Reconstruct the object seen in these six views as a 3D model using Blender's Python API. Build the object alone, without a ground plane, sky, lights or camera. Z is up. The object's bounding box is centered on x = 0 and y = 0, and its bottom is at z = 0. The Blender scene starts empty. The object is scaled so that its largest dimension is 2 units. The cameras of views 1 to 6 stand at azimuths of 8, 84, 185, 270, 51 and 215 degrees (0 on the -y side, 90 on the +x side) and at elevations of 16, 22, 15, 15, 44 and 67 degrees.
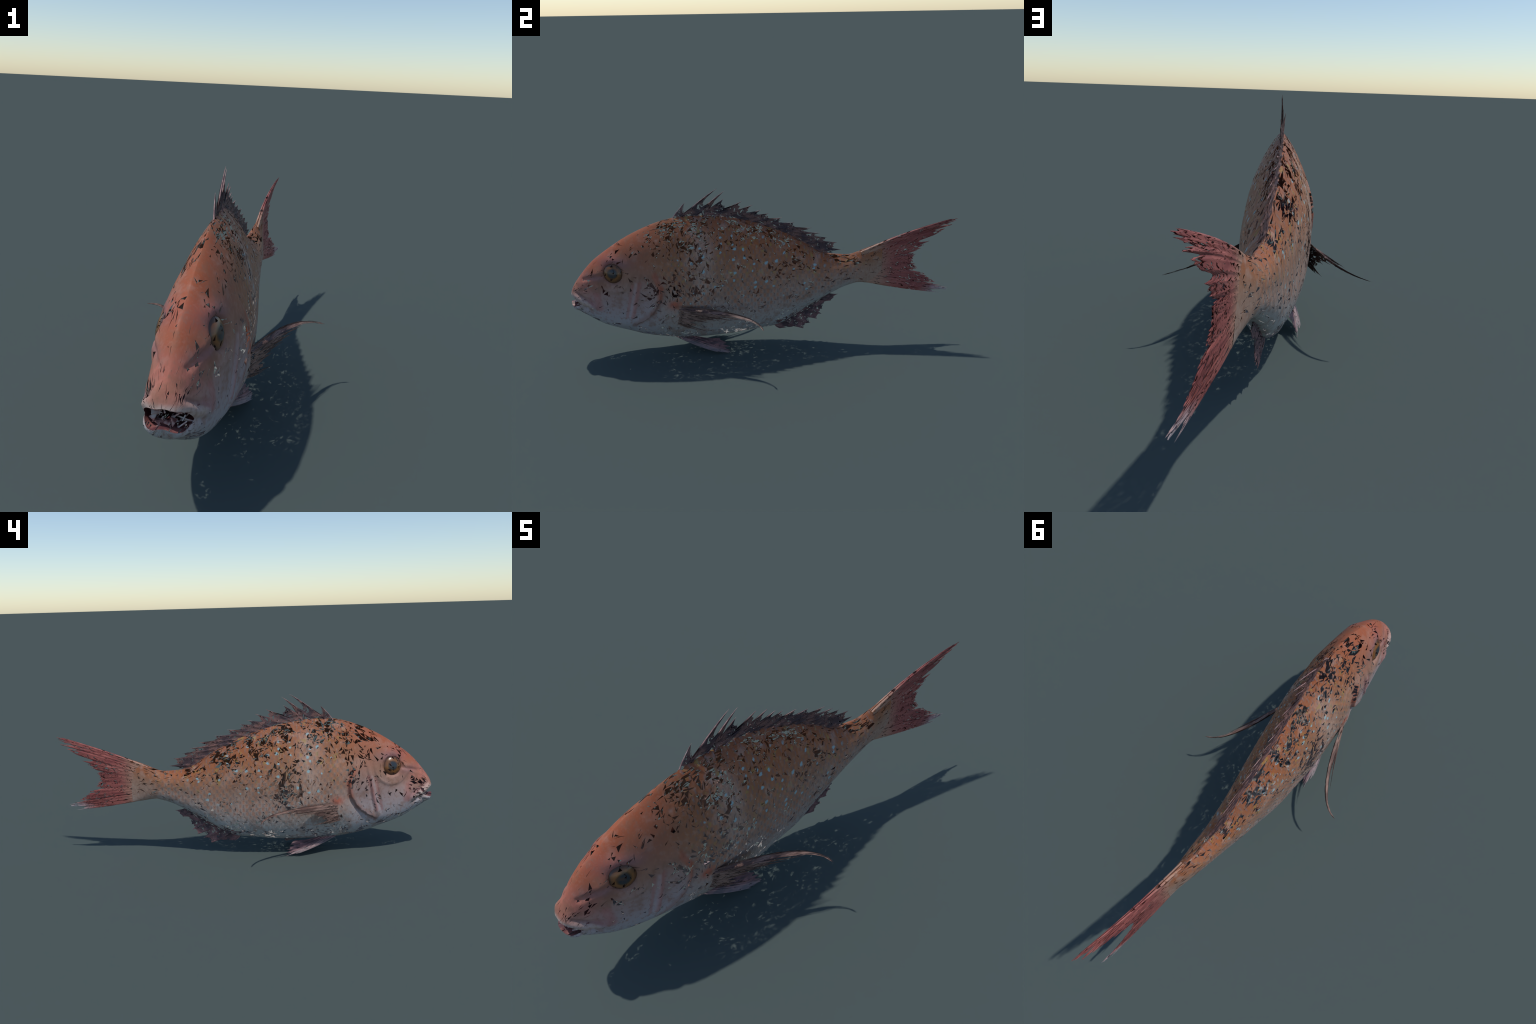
# Red sea-bream: a hollow, chipped skin shell with fins, eyes and an open mouth.
# Fish axis = y (snout at -y), dorsal side = +z, left flank = -x.
import bpy, math
import numpy as np
from mathutils import Vector
from mathutils.geometry import delaunay_2d_cdt

rng = np.random.default_rng(20240611)

# ----------------------------------------------------------------- helpers
def pchip(pts):
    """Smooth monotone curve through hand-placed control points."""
    xs = np.array([p[0] for p in pts], float); ys = np.array([p[1] for p in pts], float)
    h = np.diff(xs); d = np.diff(ys) / h
    m = np.zeros(len(xs)); m[0] = d[0]; m[-1] = d[-1]
    for i in range(1, len(xs) - 1):
        if d[i-1] * d[i] > 0:
            w1 = 2*h[i] + h[i-1]; w2 = h[i] + 2*h[i-1]
            m[i] = (w1 + w2) / (w1 / d[i-1] + w2 / d[i])
    def f(x):
        x = np.clip(np.asarray(x, float), xs[0], xs[-1])
        i = np.clip(np.searchsorted(xs, x) - 1, 0, len(xs) - 2)
        t = (x - xs[i]) / h[i]
        return ((2*t**3 - 3*t**2 + 1) * ys[i] + (t**3 - 2*t**2 + t) * h[i] * m[i]
                + (-2*t**3 + 3*t**2) * ys[i+1] + (t**3 - t**2) * h[i] * m[i+1])
    return f

def sstep(a, b, x):
    t = np.clip((np.asarray(x, float) - a) / (b - a), 0, 1)
    return t * t * (3 - 2 * t)

def gauss(x, w):
    return np.exp(-(np.asarray(x) / w) ** 2)

def hash2(i, j, k=0):
    v = np.sin(i * 127.1 + j * 311.7 + k * 74.7) * 43758.5453
    return v - np.floor(v)

def vnoise(a, b, k=0):
    """Value noise on a plane, 0..1."""
    i = np.floor(a); j = np.floor(b); f = a - i; g = b - j
    f = f*f*(3 - 2*f); g = g*g*(3 - 2*g)
    return ((hash2(i, j, k) * (1-f) + hash2(i+1, j, k) * f) * (1-g)
            + (hash2(i, j+1, k) * (1-f) + hash2(i+1, j+1, k) * f) * g)

# ----------------------------------------------------------------- body profiles (by y)
TOP = pchip([(-1.0, .347), (-.993, .366), (-.98, .394), (-.95, .437), (-.877, .519), (-.80, .577),
             (-.704, .638), (-.612, .682), (-.521, .714), (-.467, .726), (-.377, .730), (-.253, .719),
             (-.163, .703), (-.073, .680), (.018, .648), (.11, .606), (.204, .552), (.27, .507),
             (.347, .480), (.434, .474), (.51, .498), (.585, .528), (.62, .535)])
BOT = pchip([(-1.0, .307), (-.993, .288), (-.98, .270), (-.93, .239), (-.843, .186), (-.721, .135),
             (-.633, .101), (-.531, .081), (-.44, .070), (-.30, .068), (-.188, .072), (-.05, .086),
             (.05, .096), (.12, .126), (.19, .170), (.273, .224), (.345, .266), (.43, .305),
             (.49, .318), (.56, .308), (.62, .300)])
WID = pchip([(-1.0, .018), (-.99, .039), (-.97, .054), (-.93, .070), (-.875, .084), (-.80, .098), (-.70, .112),
             (-.60, .121), (-.50, .126), (-.38, .129), (-.20, .121), (0, .101), (.15, .079),
             (.30, .061), (.42, .048), (.50, .035), (.58, .016), (.62, .008)])
ZWD = pchip([(-1.0, .322), (-.93, .312), (-.875, .308), (-.80, .325), (-.65, .35), (-.45, .35), (-.2, .35),
             (0, .35), (.2, .358), (.35, .372), (.5, .405), (.62, .415)])
CEN = pchip([(-1.0, 0), (-.65, .001), (-.45, -.001), (-.25, -.010), (0, -.018), (.2, -.018), (.38, -.014), (.52, -.012), (.65, -.004), (.78, .006), (1.0, .028)])
LEAN = pchip([(-1.0, 0), (-.7, 0), (-.5, -.003), (-.3, -.011), (-.1, -.023), (.12, -.026), (.3, -.022), (.45, -.012), (.6, 0)])   # back ridge leans to the right
KEEL = pchip([(-1.0, 0), (-.5, 0), (-.2, .004), (.1, .002), (.35, -.002), (.5, 0), (.62, 0)])                                          # belly line leans to the left

def axis_x(y, z):
    f = (z - BOT(y)) / np.maximum(TOP(y) - BOT(y), 1e-3)
    return CEN(y) + LEAN(y) * sstep(.35, 1.0, f) + KEEL(y) * (1 - sstep(0, .5, f))
Y_END = .615
GILL = pchip([(.10, -.70), (.19, -.685), (.25, -.602), (.30, -.565), (.34, -.545), (.40, -.537), (.47, -.562), (.56, -.60), (.75, -.62)])
PREOP = pchip([(.18, -.705), (.245, -.688), (.33, -.668), (.41, -.655), (.49, -.638), (.60, -.63)])
EYE_Y, EYE_Z = -.765, .476

def rim_y(t):
    a = 1 - np.clip(np.abs(t), 0, 1)
    g = np.where(t >= 0, .92 * (1 - a**4), 1 - a**3)
    return -.942 - .058 * g

def scale_relief(y, z):
    """Overlapping scales in staggered rows, tilted up toward the tail."""
    py, pz = .034, .0225
    best = np.zeros_like(y)
    r0 = np.floor(z / pz)
    for dr in (-1, 0, 1, 2):
        r = r0 + dr
        off = .5 * np.mod(r, 2)
        c0 = np.floor(y / py - off)
        for dc in (-1, 0, 1):
            cy = (c0 + dc + off + .5) * py; cz = r * pz
            dy = (y - cy) / (py * .72); dz = (z - cz) / (pz * 1.0)
            rr = dy*dy + dz*dz
            best = np.maximum(best, np.where(rr < 1, (.45 + .5*dy) * np.clip(1.15 - rr, 0, 1)**.25, 0))
    return best

def section(y, t, side):
    """Plain, unornamented body surface."""
    T, B, W, Zw = TOP(y), BOT(y), WID(y), ZWD(y)
    sn = np.sin(t * math.pi / 2)
    z = np.where(sn >= 0, Zw + (T - Zw) * sn, Zw + (Zw - B) * sn)
    a = np.clip(np.abs(sn), 0, 1)
    head = 1 - sstep(-.85, -.45, y)
    qu = 1.20 + .38 * head
    cheek = gauss(y + .82, .12)
    ql = 2.05 + .6 * cheek
    up = np.clip(1 - a**(2.0 + .3*head), 0, 1) ** (1 / qu)
    lo = np.clip(1 - a**(2.55 + .5 * cheek), 0, 1) ** (1 / ql)
    x = W * np.where(sn >= 0, up, lo)
    return x, z

def body_point(s, t, side):
    s = np.asarray(s, float); t = np.asarray(t, float)
    ym = rim_y(t)
    y = ym + (Y_END - ym) * s
    x, z = section(y, t, side)
    d = y - ym                                       # distance behind the lip edge
    edge = np.clip(1 - np.abs(t) ** 6, 0, 1)         # keep the two halves welded on the midline
    disp = (.003 + .005 * sstep(.05, .3, np.abs(t))) * gauss(d - .012, .014) - .004 * gauss(d - .040, .010)
    bz = z - (.300 + (-y - .87) * .50)
    disp += (.006 * gauss(bz, .013) - .005 * gauss(bz - .026, .008)) * sstep(-.99, -.95, y) * (1 - sstep(-.885, -.86, y)) - .005 * gauss(bz + .026, .009) * sstep(-.96, -.93, y) * (1 - sstep(-.89, -.86, y))
    # maxilla: rounded plate behind the corner of the mouth
    disp += .007 * gauss(np.hypot((y + .868) / 1.0, (z - .315) / 1.3), .035)
    # eye socket and brow
    r = np.hypot(y - EYE_Y, z - EYE_Z)
    disp += .003 * gauss(r - .066, .024) - .024 * (1 - sstep(.030, .058, r))
    disp += .006 * gauss(np.hypot(y - EYE_Y + .075, z - EYE_Z + .01), .03)
    # sunken cheek under the eye, nostril groove, suborbital rim
    disp -= .006 * gauss(np.hypot((y + .835) / 1.3, z - .40), .045)
    disp += .004 * gauss(np.hypot(y - EYE_Y, z - EYE_Z) - .088, .010) * sstep(.50, .42, z)
    gl = np.clip((y + .92) / .10, 0, 1); disp -= .007 * gauss(np.hypot(y - (-.92 + .10 * gl), z - (.440 + .028 * gl)), .009)
    disp += .006 * gauss(np.hypot((y - EYE_Y + .01) / 1.6, z - EYE_Z - .064), .022)
    # gill cover: raised plate with a sharp rear edge, two ridges on the cheek
    g = y - GILL(z)
    fade = sstep(.16, .24, z) * (1 - sstep(.44, .56, z))
    disp += fade * (.013 * np.exp(np.minimum(g, 0) / .07) * (1 - sstep(-.004, .008, g)) - .005 * gauss(g - .014, .012))
    p = y - PREOP(z)
    fp = sstep(.20, .27, z) * (1 - sstep(.42, .52, z))
    disp += fp * (.005 * gauss(p, .009) - .005 * gauss(p - .017, .008) - .004 * gauss(p + .022, .008))
    # fleshy base of the pectoral fin
    disp += .011 * gauss(np.hypot((y + .505) / 1.15, (z - .255) / 1.5), .045)
    # scales on the flanks, low lumps everywhere
    body = sstep(-.60, -.50, y) * (1 - sstep(.50, .58, y))
    disp += body * .003 * scale_relief(y, z + .03 * np.sin(y * 2))
    disp += .0035 * (vnoise(y * 9 + 4, z * 9 + side * 5, 3) - .5)
    nz = np.sin(t * math.pi / 2) * .35
    if side < 0:                                     # the right cheek is a little flatter
        disp = disp - .009 * gauss(y + .58, .10) * gauss(z - .28, .09) - .006 * sstep(.35, .6, z) * gauss(y + .35, .25)
    else:
        disp = disp - .008 * gauss(y - .17, .12) * gauss(z - .18, .07)
    x = x + disp * edge
    z = z + disp * nz * edge
    X = axis_x(y, z) + side * x
    return np.stack([X, y, z], -1)

# ----------------------------------------------------------------- shard meshes
def triangulate(pts2):
    v, e, f, *_ = delaunay_2d_cdt([Vector((float(a), float(b))) for a, b in pts2], [], [], 0, 1e-7)
    return np.array([[p.x, p.y] for p in v]), np.array([q for q in f if len(q) == 3], int)

def shuffle_edges(V2, F, passes=2, chance=.45):
    """Flip random edges between neighbouring triangles: long, splintery shards instead of neat ones."""
    F = [list(f) for f in F]
    def area(a, b, c):
        return (b[0]-a[0])*(c[1]-a[1]) - (b[1]-a[1])*(c[0]-a[0])
    for _ in range(passes):
        edge = {}
        for i, f in enumerate(F):
            for k in range(3):
                edge.setdefault((min(f[k], f[k-1]), max(f[k], f[k-1])), []).append(i)
        touched = set()
        for (a, b), fs in edge.items():
            if len(fs) != 2 or fs[0] in touched or fs[1] in touched or rng.uniform() > chance:
                continue
            c = [v for v in F[fs[0]] if v != a and v != b][0]; d = [v for v in F[fs[1]] if v != a and v != b][0]
            A, B, C, D = V2[a], V2[b], V2[c], V2[d]
            s1, s2 = area(C, D, A), area(C, D, B)
            t1, t2 = area(A, B, C), area(A, B, D)
            lim = .12 * (abs(t1) + abs(t2))
            if s1 * s2 >= 0 or min(abs(s1), abs(s2)) < lim:
                continue
            o = 1 if area(*[V2[v] for v in F[fs[0]]]) > 0 else -1
            F[fs[0]] = [c, d, a] if area(C, D, A) * o > 0 else [d, c, a]
            F[fs[1]] = [c, d, b] if area(C, D, B) * o > 0 else [d, c, b]
            touched.update(fs)
    return np.array(F, int)

def refine(V2, F, n):
    """Split every triangle into n*n pieces in parameter space; returns verts, tris, owner."""
    bar = [(i, j, n - i - j) for i in range(n + 1) for j in range(n + 1 - i)]
    idx = {(b[0], b[1]): k for k, b in enumerate(bar)}
    loc = []
    for i in range(n):
        for j in range(n - i):
            loc.append((idx[i, j], idx[i+1, j], idx[i, j+1]))
            if i + j < n - 1:
                loc.append((idx[i+1, j], idx[i+1, j+1], idx[i, j+1]))
    Bm = np.array(bar, float) / n
    P = np.einsum('kb,fbc->fkc', Bm, V2[F])
    key = np.round(P.reshape(-1, 2) * 1e6).astype(np.int64)
    uq, first, inv = np.unique(key, axis=0, return_index=True, return_inverse=True)
    inv = inv.reshape(-1)
    UV = P.reshape(-1, 2)[first]
    T = inv.reshape(len(F), len(bar))[:, np.array(loc)].reshape(-1, 3)
    owner = np.repeat(np.arange(len(F)), len(loc))
    return UV, T, owner

def vertex_normals(P, T):
    n = np.cross(P[T[:, 1]] - P[T[:, 0]], P[T[:, 2]] - P[T[:, 0]])
    N = np.zeros_like(P)
    for k in range(3):
        np.add.at(N, T[:, k], n)
    return N / np.maximum(np.linalg.norm(N, axis=1, keepdims=True), 1e-12)

def make_object(name, P, T, N=None, mats=(), mat_idx=None, parent=None, smooth=True):
    used, inv = np.unique(T.reshape(-1), return_inverse=True)
    P2 = P[used]; T2 = inv.reshape(-1, 3)
    me = bpy.data.meshes.new(name)
    me.vertices.add(len(P2)); me.vertices.foreach_set('co', P2.astype(np.float32).ravel())
    me.loops.add(T2.size); me.loops.foreach_set('vertex_index', T2.astype(np.int32).ravel())
    me.polygons.add(len(T2)); me.polygons.foreach_set('loop_start', np.arange(0, T2.size, 3, dtype=np.int32))
    for m in mats:
        me.materials.append(m)
    if mat_idx is not None:
        me.polygons.foreach_set('material_index', mat_idx.astype(np.int32))
    me.update(calc_edges=True)
    me.polygons.foreach_set('use_smooth', np.full(len(T2), smooth))
    if N is not None:
        me.normals_split_custom_set_from_vertices([tuple(v) for v in N[used]])
    ob = bpy.data.objects.new(name, me)
    bpy.context.scene.collection.objects.link(ob)
    if parent is not None:
        ob.parent = parent
    return ob

# ----------------------------------------------------------------- node helpers
class Nodes:
    def __init__(self, name):
        self.mat = bpy.data.materials.new(name); self.mat.use_nodes = True
        self.nt = self.mat.node_tree; self.nt.nodes.clear()
        self.out = self.nt.nodes.new('ShaderNodeOutputMaterial')
        self.bsdf = self.nt.nodes.new('ShaderNodeBsdfPrincipled')
        self.nt.links.new(self.bsdf.outputs[0], self.out.inputs[0])
        tc = self.nt.nodes.new('ShaderNodeTexCoord'); self.obj = tc.outputs['Object']
        sp = self.nt.nodes.new('ShaderNodeSeparateXYZ'); self.nt.links.new(self.obj, sp.inputs[0])
        self.x, self.y, self.z = sp.outputs
    def put(self, sock, v):
        if hasattr(v, 'is_linked'):
            self.nt.links.new(v, sock)
        else:
            if isinstance(v, (tuple, list)) and len(v) == 3 and sock.type == 'RGBA':
                v = tuple(v) + (1,)
            sock.default_value = v
    def m(self, op, a, b=0.0, c=0.0, clamp=False):
        n = self.nt.nodes.new('ShaderNodeMath'); n.operation = op; n.use_clamp = clamp
        for s, v in zip(n.inputs, (a, b, c)):
            self.put(s, v)
        return n.outputs[0]
    def mr(self, v, a, b, c=0.0, d=1.0, smooth=True):
        n = self.nt.nodes.new('ShaderNodeMapRange'); n.interpolation_type = 'SMOOTHSTEP' if smooth else 'LINEAR'
        for s, q in zip(n.inputs[:5], (v, a, b, c, d)):
            self.put(s, q)
        return n.outputs[0]
    def vec(self, x, y, z):
        n = self.nt.nodes.new('ShaderNodeCombineXYZ')
        for s, v in zip(n.inputs, (x, y, z)):
            self.put(s, v)
        return n.outputs[0]
    def scaled(self, sx, sy, sz):
        n = self.nt.nodes.new('ShaderNodeMapping'); n.inputs['Scale'].default_value = (sx, sy, sz)
        self.nt.links.new(self.obj, n.inputs[0]); return n.outputs[0]
    def noise(self, scale, detail=3.0, vec=None, rough=.55):
        n = self.nt.nodes.new('ShaderNodeTexNoise')
        self.put(n.inputs['Vector'], vec if vec is not None else self.obj)
        n.inputs['Scale'].default_value = scale; n.inputs['Detail'].default_value = detail
        n.inputs['Roughness'].default_value = rough
        return n.outputs[0]
    def voronoi(self, scale, vec, rand=1.0):
        n = self.nt.nodes.new('ShaderNodeTexVoronoi'); n.voronoi_dimensions = '2D'; self.put(n.inputs['Vector'], vec)
        n.inputs['Scale'].default_value = scale; n.inputs['Randomness'].default_value = rand
        return n.outputs['Distance'], n.outputs['Color']
    def ramp(self, f, stops, mode='LINEAR'):
        n = self.nt.nodes.new('ShaderNodeValToRGB'); n.color_ramp.interpolation = mode
        e = n.color_ramp.elements
        while len(e) < len(stops):
            e.new(.5)
        for k, (p, c) in zip(e, stops):
            k.position = p; k.color = (c, c, c, 1) if isinstance(c, (int, float)) else tuple(c) + (1,)
        self.put(n.inputs[0], f); return n.outputs[0]
    def mix(self, f, a, b, mode='MIX'):
        n = self.nt.nodes.new('ShaderNodeMix'); n.data_type = 'RGBA'; n.blend_type = mode
        self.put(n.inputs[0], f); self.put(n.inputs[6], a); self.put(n.inputs[7], b)
        return n.outputs[2]
    def sep_first(self, col):
        n = self.nt.nodes.new('ShaderNodeSeparateColor'); self.put(n.inputs[0], col); return n.outputs[0]
    def blob(self, y, z, ry, rz=None):
        """Soft elliptical mask in the side view, 1 in the middle."""
        a = self.m('DIVIDE', self.m('SUBTRACT', self.y, y), ry)
        b = self.m('DIVIDE', self.m('SUBTRACT', self.z, z), rz or ry)
        r2 = self.m('ADD', self.m('MULTIPLY', a, a), self.m('MULTIPLY', b, b))
        return self.m('POWER', 2.718, self.m('MULTIPLY', r2, -1.0))
    def stroke(self, p, q, w):
        """Mask along a straight stroke p-q in the side view."""
        (y0, z0), (y1, z1) = p, q
        L2 = (y1-y0)**2 + (z1-z0)**2
        ay = self.m('SUBTRACT', self.y, y0); az = self.m('SUBTRACT', self.z, z0)
        h = self.m('DIVIDE', self.m('ADD', self.m('MULTIPLY', ay, y1-y0), self.m('MULTIPLY', az, z1-z0)), L2, clamp=True)
        dy = self.m('SUBTRACT', ay, self.m('MULTIPLY', h, y1-y0)); dz = self.m('SUBTRACT', az, self.m('MULTIPLY', h, z1-z0))
        d = self.m('SQRT', self.m('ADD', self.m('MULTIPLY', dy, dy), self.m('MULTIPLY', dz, dz)))
        return self.mr(d, w, w * .15)
    def bump(self, h, dist, strength=1.0):
        n = self.nt.nodes.new('ShaderNodeBump'); n.inputs['Distance'].default_value = dist
        n.inputs['Strength'].default_value = strength
        self.put(n.inputs['Height'], h); self.nt.links.new(n.outputs[0], self.bsdf.inputs['Normal'])
    def finish(self, col, rough=.5, spec=.3):
        self.put(self.bsdf.inputs['Base Color'], col); self.put(self.bsdf.inputs['Roughness'], rough)
        self.put(self.bsdf.inputs['Specular IOR Level'], spec)
        return self.mat

def skin_material():
    k = Nodes('bream_skin')
    top = k.ramp(k.mr(k.y, -1, .62, 0, 1, False), [((a + 1) / 1.62, float(TOP(a))) for a in (-1, -.95, -.877, -.7, -.52, -.38, -.16, .018, .2, .3, .434, .62)])
    bot = k.ramp(k.mr(k.y, -1, .62, 0, 1, False), [((a + 1) / 1.62, float(BOT(a))) for a in (-1, -.93, -.8, -.63, -.44, -.05, .12, .27, .43, .62)])
    wob = k.m('MULTIPLY', k.m('SUBTRACT', k.noise(6, 3), .5), .16)
    f = k.m('DIVIDE', k.m('SUBTRACT', k.z, bot), k.m('SUBTRACT', top, bot))
    f = k.m('ADD', f, wob)
    flank = k.ramp(f, [(0.0, (.37, .39, .40)), (.12, (.37, .365, .36)), (.25, (.36, .295, .265)), (.45, (.335, .228, .178)),
                       (.66, (.325, .155, .086)), (.86, (.32, .106, .040)), (1.0, (.25, .075, .03))])
    face = k.ramp(f, [(0.0, (.36, .38, .40)), (.15, (.37, .35, .37)), (.34, (.36, .28, .275)), (.54, (.34, .215, .18)),
                      (.74, (.33, .138, .08)), (1.0, (.32, .088, .04))])
    headm = k.mr(k.m('ADD', k.y, k.m('MULTIPLY', wob, .5)), -.62, -.48, 1, 0)
    col = k.mix(headm, flank, face)
    # snout and lips: flesh pink
    col = k.mix(k.m('MULTIPLY', k.blob(-.82, .545, .07, .045), .55), col, (.40, .095, .045))
    col = k.mix(k.m('MULTIPLY', k.blob(-.93, .41, .075, .06), .75), col, (.45, .16, .125))
    col = k.mix(k.m('MULTIPLY', k.blob(-.965, .335, .05, .045), .85), col, (.46, .33, .29))
    col = k.mix(k.m('MULTIPLY', k.blob(-.975, .285, .05, .022), .7), col, (.42, .40, .40))
    col = k.mix(k.m('MULTIPLY', k.stroke((-.855, .37), (-.845, .30), .028), .55), col, (.38, .13, .11))
    col = k.mix(k.m('MULTIPLY', k.stroke((-.995, .355), (-.905, .312), .021), .95), col, (.48, .37, .33))
    col = k.mix(k.m('MULTIPLY', k.stroke((-.965, .378), (-.882, .322), .009), .55), col, (.20, .09, .08))
    col = k.mix(k.m('MULTIPLY', k.stroke((-.895, .345), (-.858, .302), .022), .6), col, (.34, .15, .14))
    # pale and dark saddles across the flank
    sad = k.m('ADD', k.y, k.m('MULTIPLY', k.m('SUBTRACT', k.noise(9, 3), .5), .10))
    band = lambda c, w: k.m('POWER', 2.718, k.m('MULTIPLY', k.m('POWER', k.m('ABSOLUTE', k.m('DIVIDE', k.m('SUBTRACT', sad, c), w)), 2.0), -1.0))
    upper = k.m('MULTIPLY', k.mr(f, .25, .45), k.mr(f, .98, .80))
    col = k.mix(k.m('MULTIPLY', k.m('MULTIPLY', upper, band(-.33, .055)), .7), col, (.43, .31, .25))
    col = k.mix(k.m('MULTIPLY', k.m('MULTIPLY', upper, band(-.44, .04)), .35), col, (.22, .11, .06))
    col = k.mix(k.m('MULTIPLY', k.m('MULTIPLY', upper, band(-.20, .05)), .25), col, (.24, .12, .06))
    blot = k.noise(16, 4)
    col = k.mix(k.m('MULTIPLY', k.mr(blot, .50, .66), .45), col, (.23, .115, .07))
    col = k.mix(k.m('MULTIPLY', k.mr(blot, .46, .32), k.m('SUBTRACT', .40, k.m('MULTIPLY', headm, .22))), col, (.41, .31, .265))
    # scale lattice: rust bars and pale gaps on staggered rows
    zz = k.m('ADD', k.z, k.m('MULTIPLY', k.m('SINE', k.m('MULTIPLY', k.y, 2.0)), .03))
    row = k.m('DIVIDE', zz, .0225)
    par = k.m('MULTIPLY', k.m('FLOORED_MODULO', k.m('FLOOR', k.m('ADD', row, .5)), 2.0), .5)
    cell = k.m('SUBTRACT', k.m('DIVIDE', k.y, .034), par)
    fy = k.m('FRACT', cell); fz = k.m('ABSOLUTE', k.m('SUBTRACT', k.m('FRACT', k.m('ADD', row, .5)), .5))
    bar = k.m('MULTIPLY', k.mr(k.m('ABSOLUTE', k.m('SUBTRACT', fy, .5)), .30, .04), k.mr(fz, .52, .40))
    gap = k.m('MULTIPLY', k.mr(k.m('ABSOLUTE', k.m('SUBTRACT', fy, .5)), .34, .48), k.mr(fz, .5, .3))
    scal = k.m('MULTIPLY', k.mr(k.y, -.56, -.46), k.mr(k.y, .56, .46))
    patch = k.mr(k.noise(7, 2), .38, .58, .15, 1.0)
    low = k.mr(f, .18, .3); mid = k.m('MULTIPLY', low, k.mr(f, .85, .6, .25, 1))
    col = k.mix(k.m('MULTIPLY', k.m('MULTIPLY', bar, scal), k.m('MULTIPLY', patch, k.m('MULTIPLY', mid, .55))), col, (.44, .17, .085))
    col = k.mix(k.m('MULTIPLY', k.m('MULTIPLY', gap, scal), k.m('MULTIPLY', low, .55)), col, (.17, .14, .14))
    col = k.mix(k.m('MULTIPLY', k.mr(k.y, .40, .54, 0, .75), k.mr(f, .75, .25, .1, 1)), col, (.37, .225, .16))
    # fine freckles, olive flecks
    grain = k.noise(85, 4, k.scaled(1, 1, .7))
    col = k.mix(k.mr(grain, .50, .72, 0, .55), col, (.26, .13, .09))
    col = k.mix(k.m('MULTIPLY', k.mr(grain, .46, .28, 0, .18), k.m('SUBTRACT', 1.0, k.m('MULTIPLY', headm, .6))), col, (.54, .43, .37))
    col = k.mix(k.m('MULTIPLY', k.mr(k.noise(34, 2), .60, .70, 0, .45), k.m('MULTIPLY', scal, k.mr(f, .42, .6))), col, (.33, .25, .06))
    # turquoise spots on the upper flank
    vd, vc = k.voronoi(19, k.vec(k.y, k.m('MULTIPLY', k.z, 1.1), 0), .95)
    keep = k.m('GREATER_THAN', k.sep_first(vc), .50)
    zone = k.m('MULTIPLY', k.m('MULTIPLY', k.mr(k.y, -.50, -.42), k.mr(k.y, .34, .26)), k.m('MULTIPLY', k.mr(f, .30, .40), k.mr(f, .97, .88)))
    wig = k.m('ADD', vd, k.m('MULTIPLY', k.m('SUBTRACT', k.noise(90, 2), .5), .30))
    col = k.mix(k.m('MULTIPLY', k.m('MULTIPLY', keep, zone), k.mr(k.m('DIVIDE', wig, k.mr(k.sep_first(vc), .5, 1, .55, 1.0)), .21, .10, 0, .72)), col, (.27, .49, .54))
    col = k.mix(k.m('MULTIPLY', k.blob(-.855, .455, .055, .022), .5), col, (.22, .13, .15))
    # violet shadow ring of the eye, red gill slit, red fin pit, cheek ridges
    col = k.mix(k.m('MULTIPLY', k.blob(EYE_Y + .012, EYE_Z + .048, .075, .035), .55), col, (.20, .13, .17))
    col = k.mix(k.m('MULTIPLY', k.blob(EYE_Y + .055, EYE_Z - .01, .05, .06), .35), col, (.28, .15, .08))
    for p, q in (((-.562, .47), (-.537, .40)), ((-.537, .40), (-.546, .335))):
        col = k.mix(k.m('MULTIPLY', k.stroke(p, q, .022), .55), col, (.40, .10, .05))
    for p, q in (((-.546, .335), (-.585, .27)), ((-.585, .27), (-.68, .20))):
        col = k.mix(k.m('MULTIPLY', k.stroke(p, q, .024), .5), col, (.26, .12, .09))
    col = k.mix(k.m('MULTIPLY', k.blob(-.475, .312, .03, .022), .8), col, (.45, .10, .05))
    col = k.mix(k.m('MULTIPLY', k.stroke((-.47, .300), (-.30, .282), .014), .35), col, (.10, .05, .04))  # shading along the pectoral's upper edge, painted on as a dark streak
    col = k.mix(k.m('MULTIPLY', k.stroke((-.640, .43), (-.686, .25), .018), .45), col, (.44, .15, .13))
    col = k.mix(k.m('MULTIPLY', k.stroke((-.655, .43), (-.70, .25), .012), .22), col, (.55, .45, .48))
    col = k.mix(k.m('MULTIPLY', k.stroke((-.675, .42), (-.715, .25), .012), .4), col, (.44, .17, .15))
    k.bump(k.m('ADD', grain, k.m('MULTIPLY', k.noise(220, 2), .4)), .0012, .6)
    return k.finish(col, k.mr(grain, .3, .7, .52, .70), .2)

def fin_material(name, base, dark, pale, ray_vec_scale, streak=.6, tip=None):
    k = Nodes(name)
    st = k.noise(1.0, 4, k.scaled(*ray_vec_scale), .6)
    col = k.mix(k.mr(st, .40, .58, 0, 1), dark, base)
    col = k.mix(k.mr(st, .58, .75, 0, streak), col, pale)
    col = k.mix(k.mr(k.noise(11, 3), .55, .72, 0, .5), col, dark)
    if tip is not None:
        col = tip(k, col)
    k.bump(st, .002, .4)
    return k.finish(col, .55, .25)

# ----------------------------------------------------------------- build the root
fish = bpy.data.objects.new('fish', None)
bpy.context.scene.collection.objects.link(fish)
fish.empty_display_size = .2
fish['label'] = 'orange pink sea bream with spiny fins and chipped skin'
fish['category'] = 'fish'

SKIN = skin_material()

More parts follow.
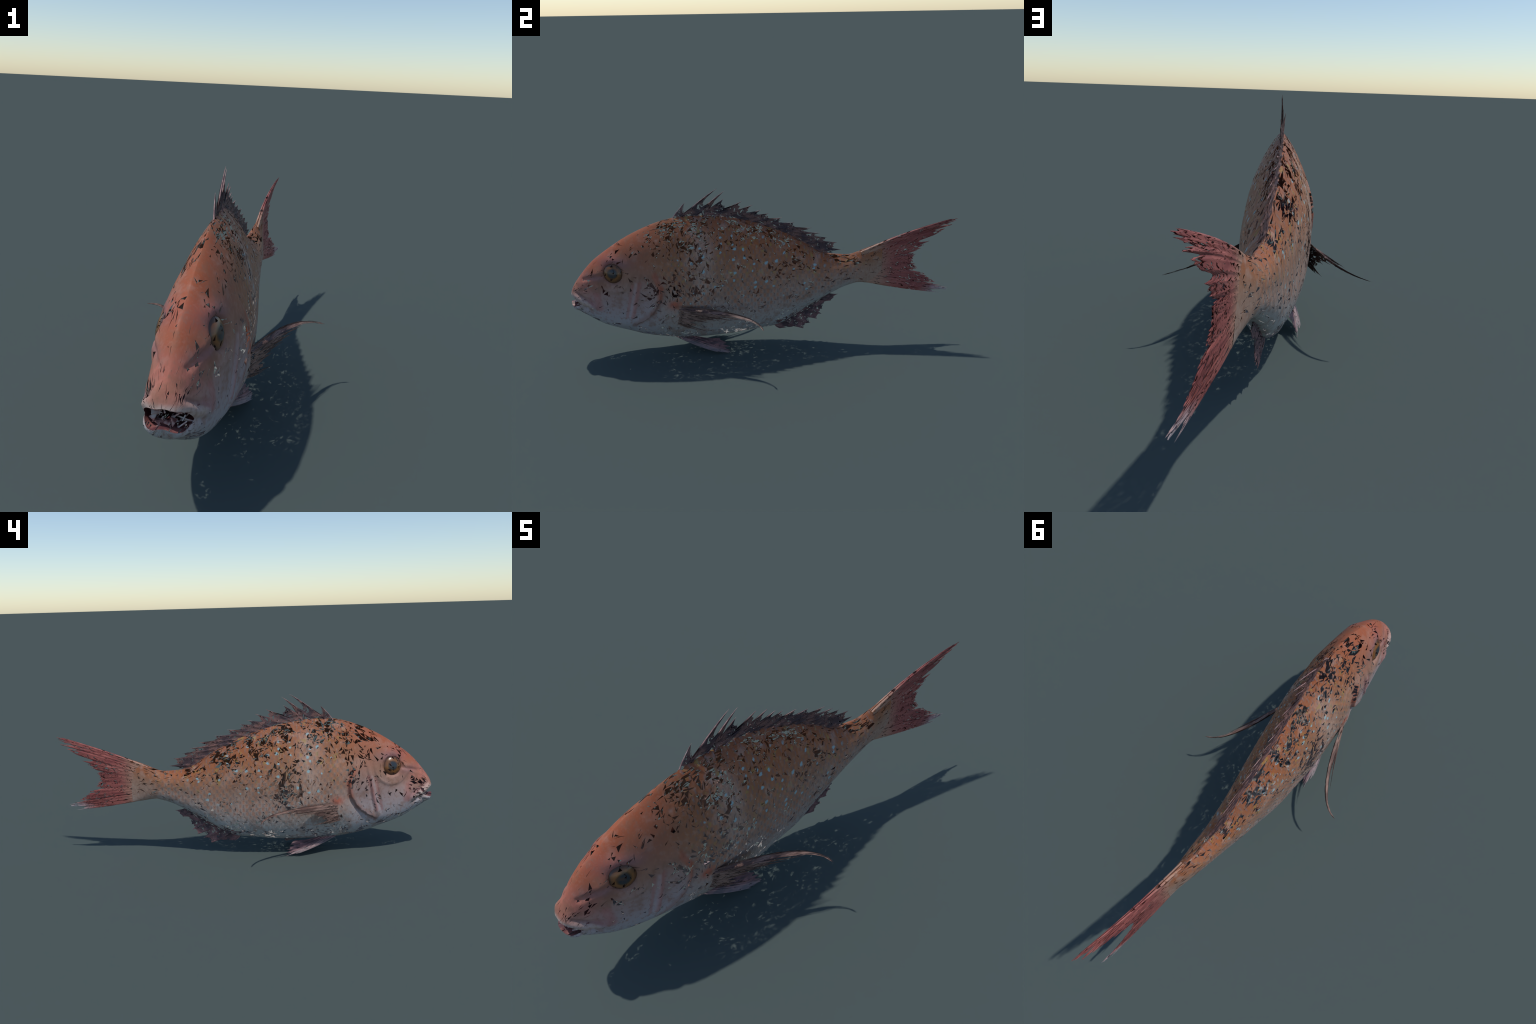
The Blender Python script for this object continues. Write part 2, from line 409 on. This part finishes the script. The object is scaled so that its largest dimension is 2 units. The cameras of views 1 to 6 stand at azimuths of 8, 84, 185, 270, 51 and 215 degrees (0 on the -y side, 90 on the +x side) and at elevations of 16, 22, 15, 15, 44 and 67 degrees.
# ----------------------------------------------------------------- body shell
def chip_chance(P, side):
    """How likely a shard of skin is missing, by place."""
    y, z = P[:, 1], P[:, 2]
    f = (z - BOT(y)) / np.maximum(TOP(y) - BOT(y), 1e-3)
    n = vnoise(y * 11 + 31, z * 11 + 17 * side, 7)
    n2 = vnoise(y * 36 + 3, z * 36 + 7 * side, 9)
    B = lambda a, b, ry, rz: np.exp(-((y - a) / ry) ** 2 - ((z - b) / rz) ** 2)
    p = .022 + .022 * sstep(-.66, -.52, y)
    if side > 0:
        p = p + .30 * B(-.36, .395, .09, .06) + .12 * B(-.45, .62, .16, .09) + .12 * B(-.55, .38, .07, .07)
        p = p + .10 * B(-.05, .60, .28, .09) + .10 * B(.13, .45, .16, .06) + .12 * B(.42, .47, .2, .03)
        p = p + .06 * B(-.78, .58, .12, .04) + .08 * B(-.84, .43, .06, .05)
    else:
        p = p + .17 * B(-.25, .40, .16, .10) + .20 * B(-.40, .66, .22, .08) + .22 * B(0, .62, .3, .07)
        p = p + .16 * B(.2, .50, .15, .05) + .12 * B(.4, .46, .2, .04) + .12 * B(-.6, .50, .12, .1)
        p = p + .12 * B(-.83, .53, .1, .05) + .20 * B(-.93, .37, .06, .05) + .08 * B(-.35, .14, .1, .04)
    p = p + .10 * sstep(.86, .97, f) * sstep(-.8, -.5, y)                # ragged along the back ridge
    p = p + .15 * gauss(f - .06, .07) * (y < .15)               # and along the keel
    p = p + .04 * gauss(y + .97, .035)                           # lips
    return np.clip(1.2 * p * (.3 + 1.4 * n) * (.5 + 2.2 * sstep(.40, .80, n2)), 0, .70)

def make_body(n_coarse=14500, n_sub=3):
    LX, LT = 1.62, .40
    PT, PN, allP, allT, allOwn = [], [], [], [], []
    sb = np.concatenate([[0], np.sort(rng.uniform(.004, .996, 120)), [1]])     # shared midline points
    tb_lo = np.linspace(-1, 1, 61)
    reg_of, keep_of = [], []
    base = 0; P_all = []; T_all = []; region = []; keep = []
    for side in (1, -1):
        s = rng.uniform(0, 1, 40000); t = rng.uniform(-1, 1, 40000)
        e = 1e-3
        a = (body_point(np.clip(s+e, 0, 1), t, side) - body_point(np.clip(s-e, 0, 1), t, side))
        b = (body_point(s, np.clip(t+e, -1, 1), side) - body_point(s, np.clip(t-e, -1, 1), side))
        J = np.linalg.norm(np.cross(a, b), axis=1)
        c = body_point(s, t, side)
        w = J * (1 - .40 * (1 - sstep(-.66, -.50, c[:, 1])))
        pick = rng.choice(len(s), n_coarse // 2, replace=False, p=w / w.sum())
        pts = [np.stack([s[pick] * LX, t[pick] * LT], 1)]
        pts += [np.stack([sb * LX, np.full_like(sb, LT)], 1), np.stack([sb * LX, np.full_like(sb, -LT)], 1)]
        pts += [np.stack([np.zeros(59), tb_lo[1:-1] * LT], 1), np.stack([np.full(23, LX), np.linspace(-LT, LT, 25)[1:-1]], 1)]
        for srow in (.004, .009, .015, .022, .031, .042, .055):      # orderly small shards round the lips
            tr = np.linspace(-1, 1, 44)[1:-1] + rng.uniform(-.008, .008, 42)
            pts.append(np.stack([(srow + rng.uniform(-.001, .001, 42)) * LX, tr * LT], 1))
        V2, F = triangulate(np.concatenate(pts))
        F = shuffle_edges(V2, F)
        UV, T, own = refine(V2, F, n_sub)
        P = body_point(UV[:, 0] / LX, np.clip(UV[:, 1] / LT, -1, 1), side)
        C = body_point(V2[F, 0].mean(1) / LX, V2[F, 1].mean(1) / LT, side)
        drop = rng.uniform(0, 1, len(F)) < chip_chance(C, side)
        y, z = C[:, 1], C[:, 2]
        reg = np.full(len(F), 1)                                  # torso
        reg[y < GILL(z)] = 0                                      # head
        reg[(y < GILL(z)) & (y > PREOP(z)) & (z > .2) & (z < .46)] = 3 if side > 0 else 4
        reg[(y < -.80) & (z < ZWD(y) - .01)] = 5                  # lower jaw
        reg[y > .30] = 2                                          # tail stalk
        nrm = vertex_normals(P, T)
        flip = np.mean(nrm[:, 0] * side) < 0
        if flip:
            T = T[:, ::-1]
        P_all.append(P); T_all.append(T + base); base += len(P)
        region.append(reg[own]); keep.append(~drop[own])
    P = np.concatenate(P_all); T = np.concatenate(T_all)
    key = np.round(P * 1e5).astype(np.int64)
    _, first, inv = np.unique(key, axis=0, return_index=True, return_inverse=True)
    P = P[first]; T = inv.reshape(-1)[T]
    N = vertex_normals(P, T)
    region = np.concatenate(region); keep = np.concatenate(keep)
    ok = (T[:, 0] != T[:, 1]) & (T[:, 1] != T[:, 2]) & (T[:, 0] != T[:, 2])
    for r, nm in enumerate(('head', 'torso', 'tail', 'gill_cover', 'gill_cover', 'lower_jaw')):
        q = (region == r) & keep & ok
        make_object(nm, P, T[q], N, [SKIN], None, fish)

make_body()

# ----------------------------------------------------------------- mouth
def flesh_material():
    k = Nodes('mouth_flesh')
    col = k.mix(k.mr(k.noise(30, 3), .4, .65), (.10, .035, .04), (.26, .10, .09))
    return k.finish(col, .45, .4)

def tooth_material():
    k = Nodes('tooth_enamel')
    return k.finish(k.mix(k.noise(60, 2), (.50, .43, .37), (.30, .22, .19)), .35, .4)

def make_mouth():
    tt = np.concatenate([np.linspace(-1, 1, 41)])
    k = 14
    rows = []
    for side in (1, -1):
        ring = body_point(np.full_like(tt, .0), tt, side)
        rows.append(ring if side > 0 else ring[::-1][1:-1])
    ring = np.concatenate(rows)
    cen = np.array([0, -.79, .315])
    P = []
    for i in range(k + 1):
        a = i / k
        q = cen + (ring - cen) * np.array([1 - a**1.6, 1 - a**.9, 1 - a**2.2])[None, :]
        q[:, 2] += .012 * math.sin(a * math.pi) * np.sign(ring[:, 2] - .315)
        q[:, 1] += .006 * (a > 0)
        P.append(q)
    n = len(ring); P = np.concatenate(P); T = []
    for i in range(k):
        for j in range(n):
            a, b = i*n + j, i*n + (j+1) % n
            c, d = a + n, b + n
            T += [(a, b, c), (b, d, c)]
    T = np.array(T)
    drop = rng.uniform(0, 1, len(T)) < .10
    cav = make_object('mouth_lining', P, T[~drop], vertex_normals(P, T), [flesh_material()], None, fish)
    me = bpy.data.meshes.new('tooth')
    seg = 8; vs = [(0, 0, 1)] + [(.5*math.cos(a) , .5*math.sin(a), 0) for a in np.linspace(0, 2*math.pi, seg, endpoint=False)] \
        + [(.36*math.cos(a), .36*math.sin(a), .6) for a in np.linspace(0, 2*math.pi, seg, endpoint=False)]
    fs = []
    for i in range(seg):
        j = (i+1) % seg
        fs += [(1+i, 1+j, 1+seg+j, 1+seg+i), (1+seg+i, 1+seg+j, 0)]
    me.from_pydata(vs, [], fs); me.materials.append(tooth_material())
    me.polygons.foreach_set('use_smooth', [True] * len(me.polygons))
    for up in (1, -1):
        for i in range(6):
            t = (i - 2.5) / 2.5 * .85 + rng.uniform(-.08, .08)
            yy = -.976 + .040 * t * t; xx = .046 * t
            ob = bpy.data.objects.new('tooth', me); bpy.context.scene.collection.objects.link(ob)
            ob.parent = cav
            ob.location = (xx + rng.uniform(-.002, .002), yy + .004, (.350 - .02 * t * t) if up > 0 else .292)
            ob.scale = (.008, .006, rng.uniform(.004, .009))
            ob.rotation_euler = (math.pi + .25 if up > 0 else -.25, rng.uniform(-.2, .2), 0)

make_mouth()

def make_torn_flesh():
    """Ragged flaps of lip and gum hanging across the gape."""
    k = Nodes('torn_flesh_skin')
    c = k.ramp(k.noise(45, 1), [(.34, (.14, .05, .05)), (.43, (.38, .20, .18)), (.52, (.52, .40, .36)), (.62, (.56, .51, .48))])
    mat = k.finish(c, .5, .3)
    P, T = [], []
    for i in range(46):
        t = rng.uniform(-1, 1)
        low = rng.uniform() < .5
        c = np.array([.058 * t, -.970 + .040 * t * t + rng.uniform(0, .02), (.304 + rng.uniform(-.004, .010)) if low else (.345 - rng.uniform(-.004, .012))])
        L = rng.uniform(.010, .024)
        q = rng.normal(0, 1, (3, 3)); q /= np.linalg.norm(q, axis=1, keepdims=True)
        q[:, 2] *= .7
        b = len(P)
        tri = c + q * L
        n = np.cross(tri[1] - tri[0], tri[2] - tri[0]); n = n / max(np.linalg.norm(n), 1e-9) * .0016
        for p in list(tri + n) + list(tri - n):
            P.append(p)
        T += [(b, b+1, b+2), (b+5, b+4, b+3)]
        for a in range(3):
            d = (a + 1) % 3
            T += [(b+a, b+3+a, b+d), (b+d, b+3+a, b+3+d)]
    ob = make_object('torn_flesh', np.array(P), np.array(T), None, [mat], None, fish, smooth=False)
    ob['kind'] = 'stuff'

make_torn_flesh()

# ----------------------------------------------------------------- eyes
def eye_material():
    k = Nodes('eye_glass')
    r = k.m('SQRT', k.m('ADD', k.m('MULTIPLY', k.y, k.y), k.m('MULTIPLY', k.z, k.z)))
    r = k.m('ADD', r, k.m('MULTIPLY', k.m('SUBTRACT', k.noise(40, 2), .5), .008))
    col = k.ramp(k.m('DIVIDE', r, .052), [(0, (.016, .024, .036)), (.34, (.02, .028, .036)), (.44, (.07, .035, .015)), (.58, (.22, .085, .02)),
                                           (.74, (.17, .065, .018)), (.86, (.09, .04, .02)), (1, (.10, .06, .05))])
    col = k.mix(k.mr(k.noise(55, 3), .45, .7, 0, .7), col, (.09, .045, .025))
    k.put(k.bsdf.inputs['Coat Weight'], .2); k.put(k.bsdf.inputs['Coat Roughness'], .15)
    return k.finish(col, .3, .5)

def make_eye(side, mat):
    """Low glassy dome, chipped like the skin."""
    R = .052
    a = np.linspace(0, 2 * math.pi, 40, endpoint=False)
    rr = np.sqrt(rng.uniform(0, .93, 90)); aa = rng.uniform(0, 2 * math.pi, 90)
    pts = np.concatenate([np.stack([np.cos(a), np.sin(a)], 1), np.stack([rr * np.cos(aa), rr * np.sin(aa)], 1)])
    V2, F = triangulate(pts)
    UV, T, own = refine(V2, F, 3)
    d = np.clip(np.hypot(UV[:, 0], UV[:, 1]), 0, 1)
    P = np.stack([side * R * .50 * np.sqrt(1 - .97 * d * d), R * UV[:, 0], R * UV[:, 1]], 1)
    if side < 0:
        T = T[:, ::-1]
    keep = rng.uniform(0, 1, len(F)) > .10
    ob = make_object('eye', P, T[keep[own]], vertex_normals(P, T), [mat], None, fish)
    ob.location = (float(CEN(EYE_Y)) + side * .067, EYE_Y, EYE_Z)
    ob.rotation_euler = (0, -side * .22, -side * .16)
    return ob

EYE = eye_material()
for sd in (1, -1):
    make_eye(sd, EYE)

# ----------------------------------------------------------------- fins
def bezier(R, u):
    """R: (...,3 control points,3), u: (...)"""
    u = u[..., None]
    return (1-u)**2 * R[..., 0, :] + 2*u*(1-u) * R[..., 1, :] + u*u * R[..., 2, :]

def make_fin(name, rays, mats, thick=.006, notch=.35, density=900, holes=.12, n_sub=3, base_holes=0., ragged=.05, seed=1, inner_sign=0, rib=.65):
    """A fin: membrane stretched between curved rays, scalloped free edge, two skins."""
    r = np.random.default_rng(seed)
    R = np.array(rays, float); n = len(R)
    notches = notch * r.uniform(.6, 1.25, n) if np.isscalar(notch) else np.array(notch, float)
    def surf(u, v):
        i = np.clip(np.floor(v).astype(int), 0, n - 2); f = v - i
        fs = f[:, None, None]
        C = R[i] * (1 - fs) + R[i+1] * fs
        # the membrane is cut back just behind each ray and reaches out again to the next
        cut = notches[i] * np.where(f < .90, f / .90, (1 - f) / .10) ** .55
        jag = ragged * (vnoise(v * 7.3 + seed, v * 0 + seed, 5) - .3) * np.clip(4 * f * (1 - f), 0, 1)
        return bezier(C, u * np.clip(1 - cut - jag, .1, 1))
    def normal(u, v):
        e = 1e-3
        a = surf(np.clip(u*.9+.03+e, 0, 1), v) - surf(np.clip(u*.9+.03-e, 0, 1), v)
        vv = np.clip(v, .02, n - 1.02)
        C0 = bezier(R[np.clip(np.floor(vv).astype(int), 0, n-2)], u*.9+.03)
        C1 = bezier(R[np.clip(np.floor(vv).astype(int) + 1, 1, n-1)], u*.9+.03)
        q = np.cross(a, C1 - C0)
        return q / np.maximum(np.linalg.norm(q, axis=1, keepdims=True), 1e-9)
    uu = r.uniform(0, 1, density * 3); vv = r.uniform(0, n - 1, density * 3)
    e = 1e-3
    J = np.linalg.norm(np.cross(surf(np.minimum(uu+e, 1), vv) - surf(np.maximum(uu-e, 0), vv), surf(uu, np.minimum(vv+e, n-1)) - surf(uu, np.maximum(vv-e, 0))), axis=1)
    pk = r.choice(len(uu), density, replace=False, p=(J + J.mean() * .08) / (J + J.mean() * .08).sum())
    SU, SV = 3.0, 1.0 / (n - 1) * 3.0
    su = np.linspace(0, 1, 26); edge_v = np.unique(np.round(np.concatenate([np.arange(n - 1)[:, None] + np.array([0, .2, .45, .7, .90, .95])[None, :]]).ravel(), 4))
    edge_v = np.append(edge_v, n - 1)
    pts = [np.stack([uu[pk] * SU, vv[pk] * SV], 1)]
    for v0 in (0, n - 1):
        pts.append(np.stack([su * SU, np.full(26, v0 * SV)], 1))
    for u0 in (0, 1):
        pts.append(np.stack([np.full(len(edge_v) - 2, u0 * SU), edge_v[1:-1] * SV], 1))
    # points along every ray keep shards from bridging the scallops
    for i in range(1, n - 1):
        pts.append(np.stack([np.linspace(.06, .96, 12) * SU, np.full(12, i * SV)], 1))
    V2, F = triangulate(np.concatenate(pts))
    cu = V2[F, 0].mean(1) / SU; cv = V2[F, 1].mean(1) / SV
    nn = vnoise(cu * 6 + seed, cv * 1.3, seed)
    p = holes * (.2 + 1.7 * nn) + base_holes * gauss(cu - .12, .11) * (1 - sstep(.35*n, .75*n, cv)) + holes * .5 * sstep(.8, 1, cu)
    drop = r.uniform(0, 1, len(F)) < p
    UV, T, own = refine(V2, F, n_sub)
    u = np.clip(UV[:, 0] / SU, 0, 1); v = np.clip(UV[:, 1] / SV, 0, n - 1)
    S = surf(u, v); Nn = normal(u, v)
    f = v - np.floor(v); ridge = np.maximum(gauss(f, .14), gauss(1 - f, .14))
    side_edge = np.clip(np.minimum(v, n - 1 - v) / .25, 0, 1) ** .5
    th = thick * (1 - u) ** .6 * (1 - rib + rib * ridge) * (.15 + .85 * side_edge) + .0004
    A = S + Nn * th[:, None]; Bk = S - Nn * th[:, None]
    P = np.concatenate([A, Bk]); TT = T[~drop[own]]
    m = len(A)
    T2 = np.concatenate([TT, TT[:, ::-1] + m])
    full = np.concatenate([T, T[:, ::-1] + m])
    Nv = vertex_normals(P, full)
    if np.mean(np.sum(Nv[:m] * Nn, 1)) < 0:
        T2 = T2[:, ::-1]; Nv = -Nv
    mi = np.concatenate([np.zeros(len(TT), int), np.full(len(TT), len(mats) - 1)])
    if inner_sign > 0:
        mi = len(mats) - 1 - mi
    return make_object(name, P, T2, Nv, mats, mi, fish)

def bent(root, tip, sag):
    root = np.array(root, float); tip = np.array(tip, float)
    return [root, (root + tip) / 2 + np.array(sag, float), tip]

def make_spine(path, r0, mat, parent):
    """A tapering spine along a bezier path."""
    k, seg = 14, 8
    u = np.linspace(0, 1, k); C = bezier(np.repeat(np.array(path, float)[None], k, 0), u)
    P = []; T = []
    tan = np.gradient(C, axis=0); tan /= np.linalg.norm(tan, axis=1, keepdims=True)
    for i in range(k):
        a = np.cross(tan[i], [1, 0, 0]); a /= np.linalg.norm(a); b = np.cross(tan[i], a)
        r = r0 * (1 - u[i]) ** .8 + .0004
        for j in range(seg):
            q = 2 * math.pi * j / seg
            P.append(C[i] + r * (a * math.cos(q) + b * math.sin(q)))
    for i in range(k - 1):
        for j in range(seg):
            a, b = i*seg + j, i*seg + (j+1) % seg
            T += [(a, b, a + seg), (b, b + seg, a + seg)]
    return make_object('spine', np.array(P), np.array(T), None, [mat], None, parent)

# dorsal fin ---------------------------------------------------------------
DORSAL = fin_material('dorsal_membrane', (.20, .105, .092), (.075, .048, .055), (.44, .22, .20), (8, 16, 42), .55)
SPINE = fin_material('spine_bone', (.38, .24, .22), (.20, .11, .11), (.55, .46, .43), (60, 20, 60), .7)
d_base = [-.466, -.419, -.348, -.308, -.26, -.205, -.153, -.118, -.082, -.027, .017, .068, .12, .195, .254, .30]
d_tip = [(-.396, .797), (-.235, .862), (-.197, .848), (-.203, .806), (-.113, .787), (-.058, .765), (-.015, .735),
         (.022, .714), (.09, .687), (.155, .657), (.245, .624), (.29, .594), (.33, .568), (.38, .540), (.407, .500), (.36, .487)]
d_rays = []
for yb, (yt, zt) in zip(d_base, d_tip):
    zb = float(TOP(yb)) - .012
    xb = float(axis_x(yb, TOP(yb))); xt = xb + (-.012 * max(0, -yb) / .4 if yb < 0 else .012 * yb / .3)
    d_rays.append([np.array([xb, yb, zb]), np.array([(xb + xt) / 2, yb + (yt - yb) * .42, zb + (zt - zb) * .56]), np.array([xt, yt, zt])])
d_not = [.88, .6, .62, .45, .36, .42, .34, .32, .28, .26, .26, .24, .24, .26, .3, .3]
dorsal = make_fin('dorsal_fin', d_rays, [DORSAL], .006, d_not, 750, .15, 3, .75, .16, 11)
for i in range(12):
    make_spine(d_rays[i], .0042 if i else .003, SPINE, dorsal)

# tail fin -----------------------------------------------------------------
def pale_lower(k, col):
    m = k.m('MULTIPLY', k.mr(k.m('ADD', k.z, k.m('MULTIPLY', k.noise(14, 2), .04)), .325, .29), k.mr(k.y, .80, .95))
    col = k.mix(k.m('MULTIPLY', m, .85), col, (.52, .46, .47))
    return k.mix(k.mr(k.m('ADD', k.y, k.m('MULTIPLY', k.noise(9, 3), .10)), .75, .60, 0, .95), col, (.40, .235, .165))
CAUDAL = fin_material('tail_membrane', (.34, .105, .09), (.25, .07, .065), (.46, .20, .17), (14, 5, 22), .5, pale_lower)
c_tip = [(1.0, .668, .026), (.994, .650, .022), (.985, .628, .012), (.945, .602, .006), (.905, .574, .002), (.868, .536, 0),
         (.826, .497, 0), (.798, .465, .002), (.782, .43, .005), (.805, .396, .010), (.838, .364, .016), (.874, .334, .022),
         (.912, .308, .030), (.945, .290, .037), (.962, .282, .042), (.975, .281, .046), (.94, .250, .040)]
c_rays = []
for i, (yt, zt, xt) in enumerate(c_tip):
    a = i / (len(c_tip) - 1)
    yb = .50 + .03 * math.sin(math.pi * a); zb = .492 - .168 * a
    mid_y = yb + (yt - yb) * .5; mid_z = zb + (zt - zb) * (.55 if a < .5 else .5)
    if a < .2: mid_z += .012
    if a > .85: mid_z -= .018
    c_rays.append([(float(CEN(yb)), yb, zb), (float(CEN(mid_y)) - .018 * (1 - a) ** 1.5 + .25 * xt * a, mid_y, mid_z), (xt, yt, zt)])
make_fin('tail_fin', c_rays, [CAUDAL], .011, [.02, .10, .05, .04, .16, .05, .10, .04, .03, .12, .05, .03, .14, .04, .08, .05, .05], 1200, .17, 3, .0, .22, 23, rib=.08)

# anal fin -----------------------------------------------------------------
ANAL = fin_material('anal_membrane', (.20, .105, .11), (.075, .05, .06), (.45, .25, .23), (8, 24, 36), .6)
a_base = [.035, .085, .125, .165, .205, .24, .28, .32]
a_tip = [(.072, .064), (.20, .055), (.243, .085), (.275, .108), (.302, .135), (.305, .166), (.35, .212), (.392, .250)]
a_rays = []
for yb, (yt, zt) in zip(a_base, a_tip):
    zb = float(BOT(yb)) + .015
    a_rays.append(bent((float(axis_x(yb, BOT(yb))), yb, zb), (float(axis_x(yb, BOT(yb))), yt, zt), (0, -.008, -.010)))
anal = make_fin('anal_fin', a_rays, [ANAL], .007, [.3, .10, .30, .12, .15, .28, .12, .2], 380, .13, 3, 0, .15, 31)
for i in range(3):
    make_spine(a_rays[i], .004, SPINE, anal)

# paired fins --------------------------------------------------------------
PEC = fin_material('pectoral_outer', (.25, .155, .125), (.12, .068, .056), (.33, .22, .18), (25, 4, 40), .45)
PECIN = fin_material('pectoral_inner', (.060, .032, .028), (.028, .016, .015), (.13, .065, .05), (40, 6, 60), .4)  # near-black browns: occlusion shade on the medial side baked into the colour
p_root = [(.120, -.500, .298), (.122, -.495, .291), (.124, -.490, .284), (.126, -.482, .270), (.127, -.476, .256), (.127, -.472, .242), (.126, -.470, .228), (.124, -.468, .214), (.121, -.470, .200)]
p_tip = [(.360, -.048, .254), (.354, -.052, .254), (.272, -.130, .270), (.244, -.185, .260), (.216, -.245, .248), (.190, -.306, .230), (.166, -.368, .214), (.186, -.312, .180), (.166, -.345, .178)]
p_sag = [(-.015, .225, .022), (-.0155, .221, .018), (-.008, .020, .010), (-.006, .0, .008), (-.004, 0, .006), (-.002, 0, .003), (0, 0, 0), (.004, 0, -.004), (.006, 0, -.008)]
PELV = fin_material('pelvic_membrane', (.24, .12, .12), (.085, .055, .065), (.50, .34, .32), (50, 12, 50), .6,
                    lambda k, c: k.mix(k.mr(k.m('ADD', k.z, k.m('MULTIPLY', k.y, .30)), -.040, -.068, 0, .5), c, (.40, .36, .36)))
v_root = [(.050, -.486, .092), (.048, -.456, .086), (.046, -.435, .082), (.043, -.418, .080), (.038, -.400, .078), (.032, -.385, .078)]
v_tip = [(.117, -.268, .018), (.110, -.198, .001), (.104, -.200, .016), (.096, -.208, .032), (.083, -.222, .054), (.062, -.246, .074)]
for sd, y_sh in ((1, 0.0), (-1, -.022)):
    rays = []
    for q, t, s in zip(p_root, p_tip, p_sag):
        q = (np.array(q) - (.012, .012, 0)) * (sd, 1, 1) + (0, y_sh, 0); t = np.array(t) * (sd, 1, 1) + (0, y_sh * .8, .018 if sd < 0 else 0)
        rays.append(bent(q, t, np.array(s) * (sd, 1, 1)))
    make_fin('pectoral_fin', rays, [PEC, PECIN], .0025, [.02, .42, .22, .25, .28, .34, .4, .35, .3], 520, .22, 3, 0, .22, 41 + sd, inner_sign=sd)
    rays = [bent(np.array(q) * (sd, 1, 1), np.array(t) * (sd, 1, 1), (sd * .014, 0, -.010)) for q, t in zip(v_root, v_tip)]
    make_fin('pelvic_fin', rays, [PELV], .006, .09, 300, .06, 3, 0, .15, 51 + sd)
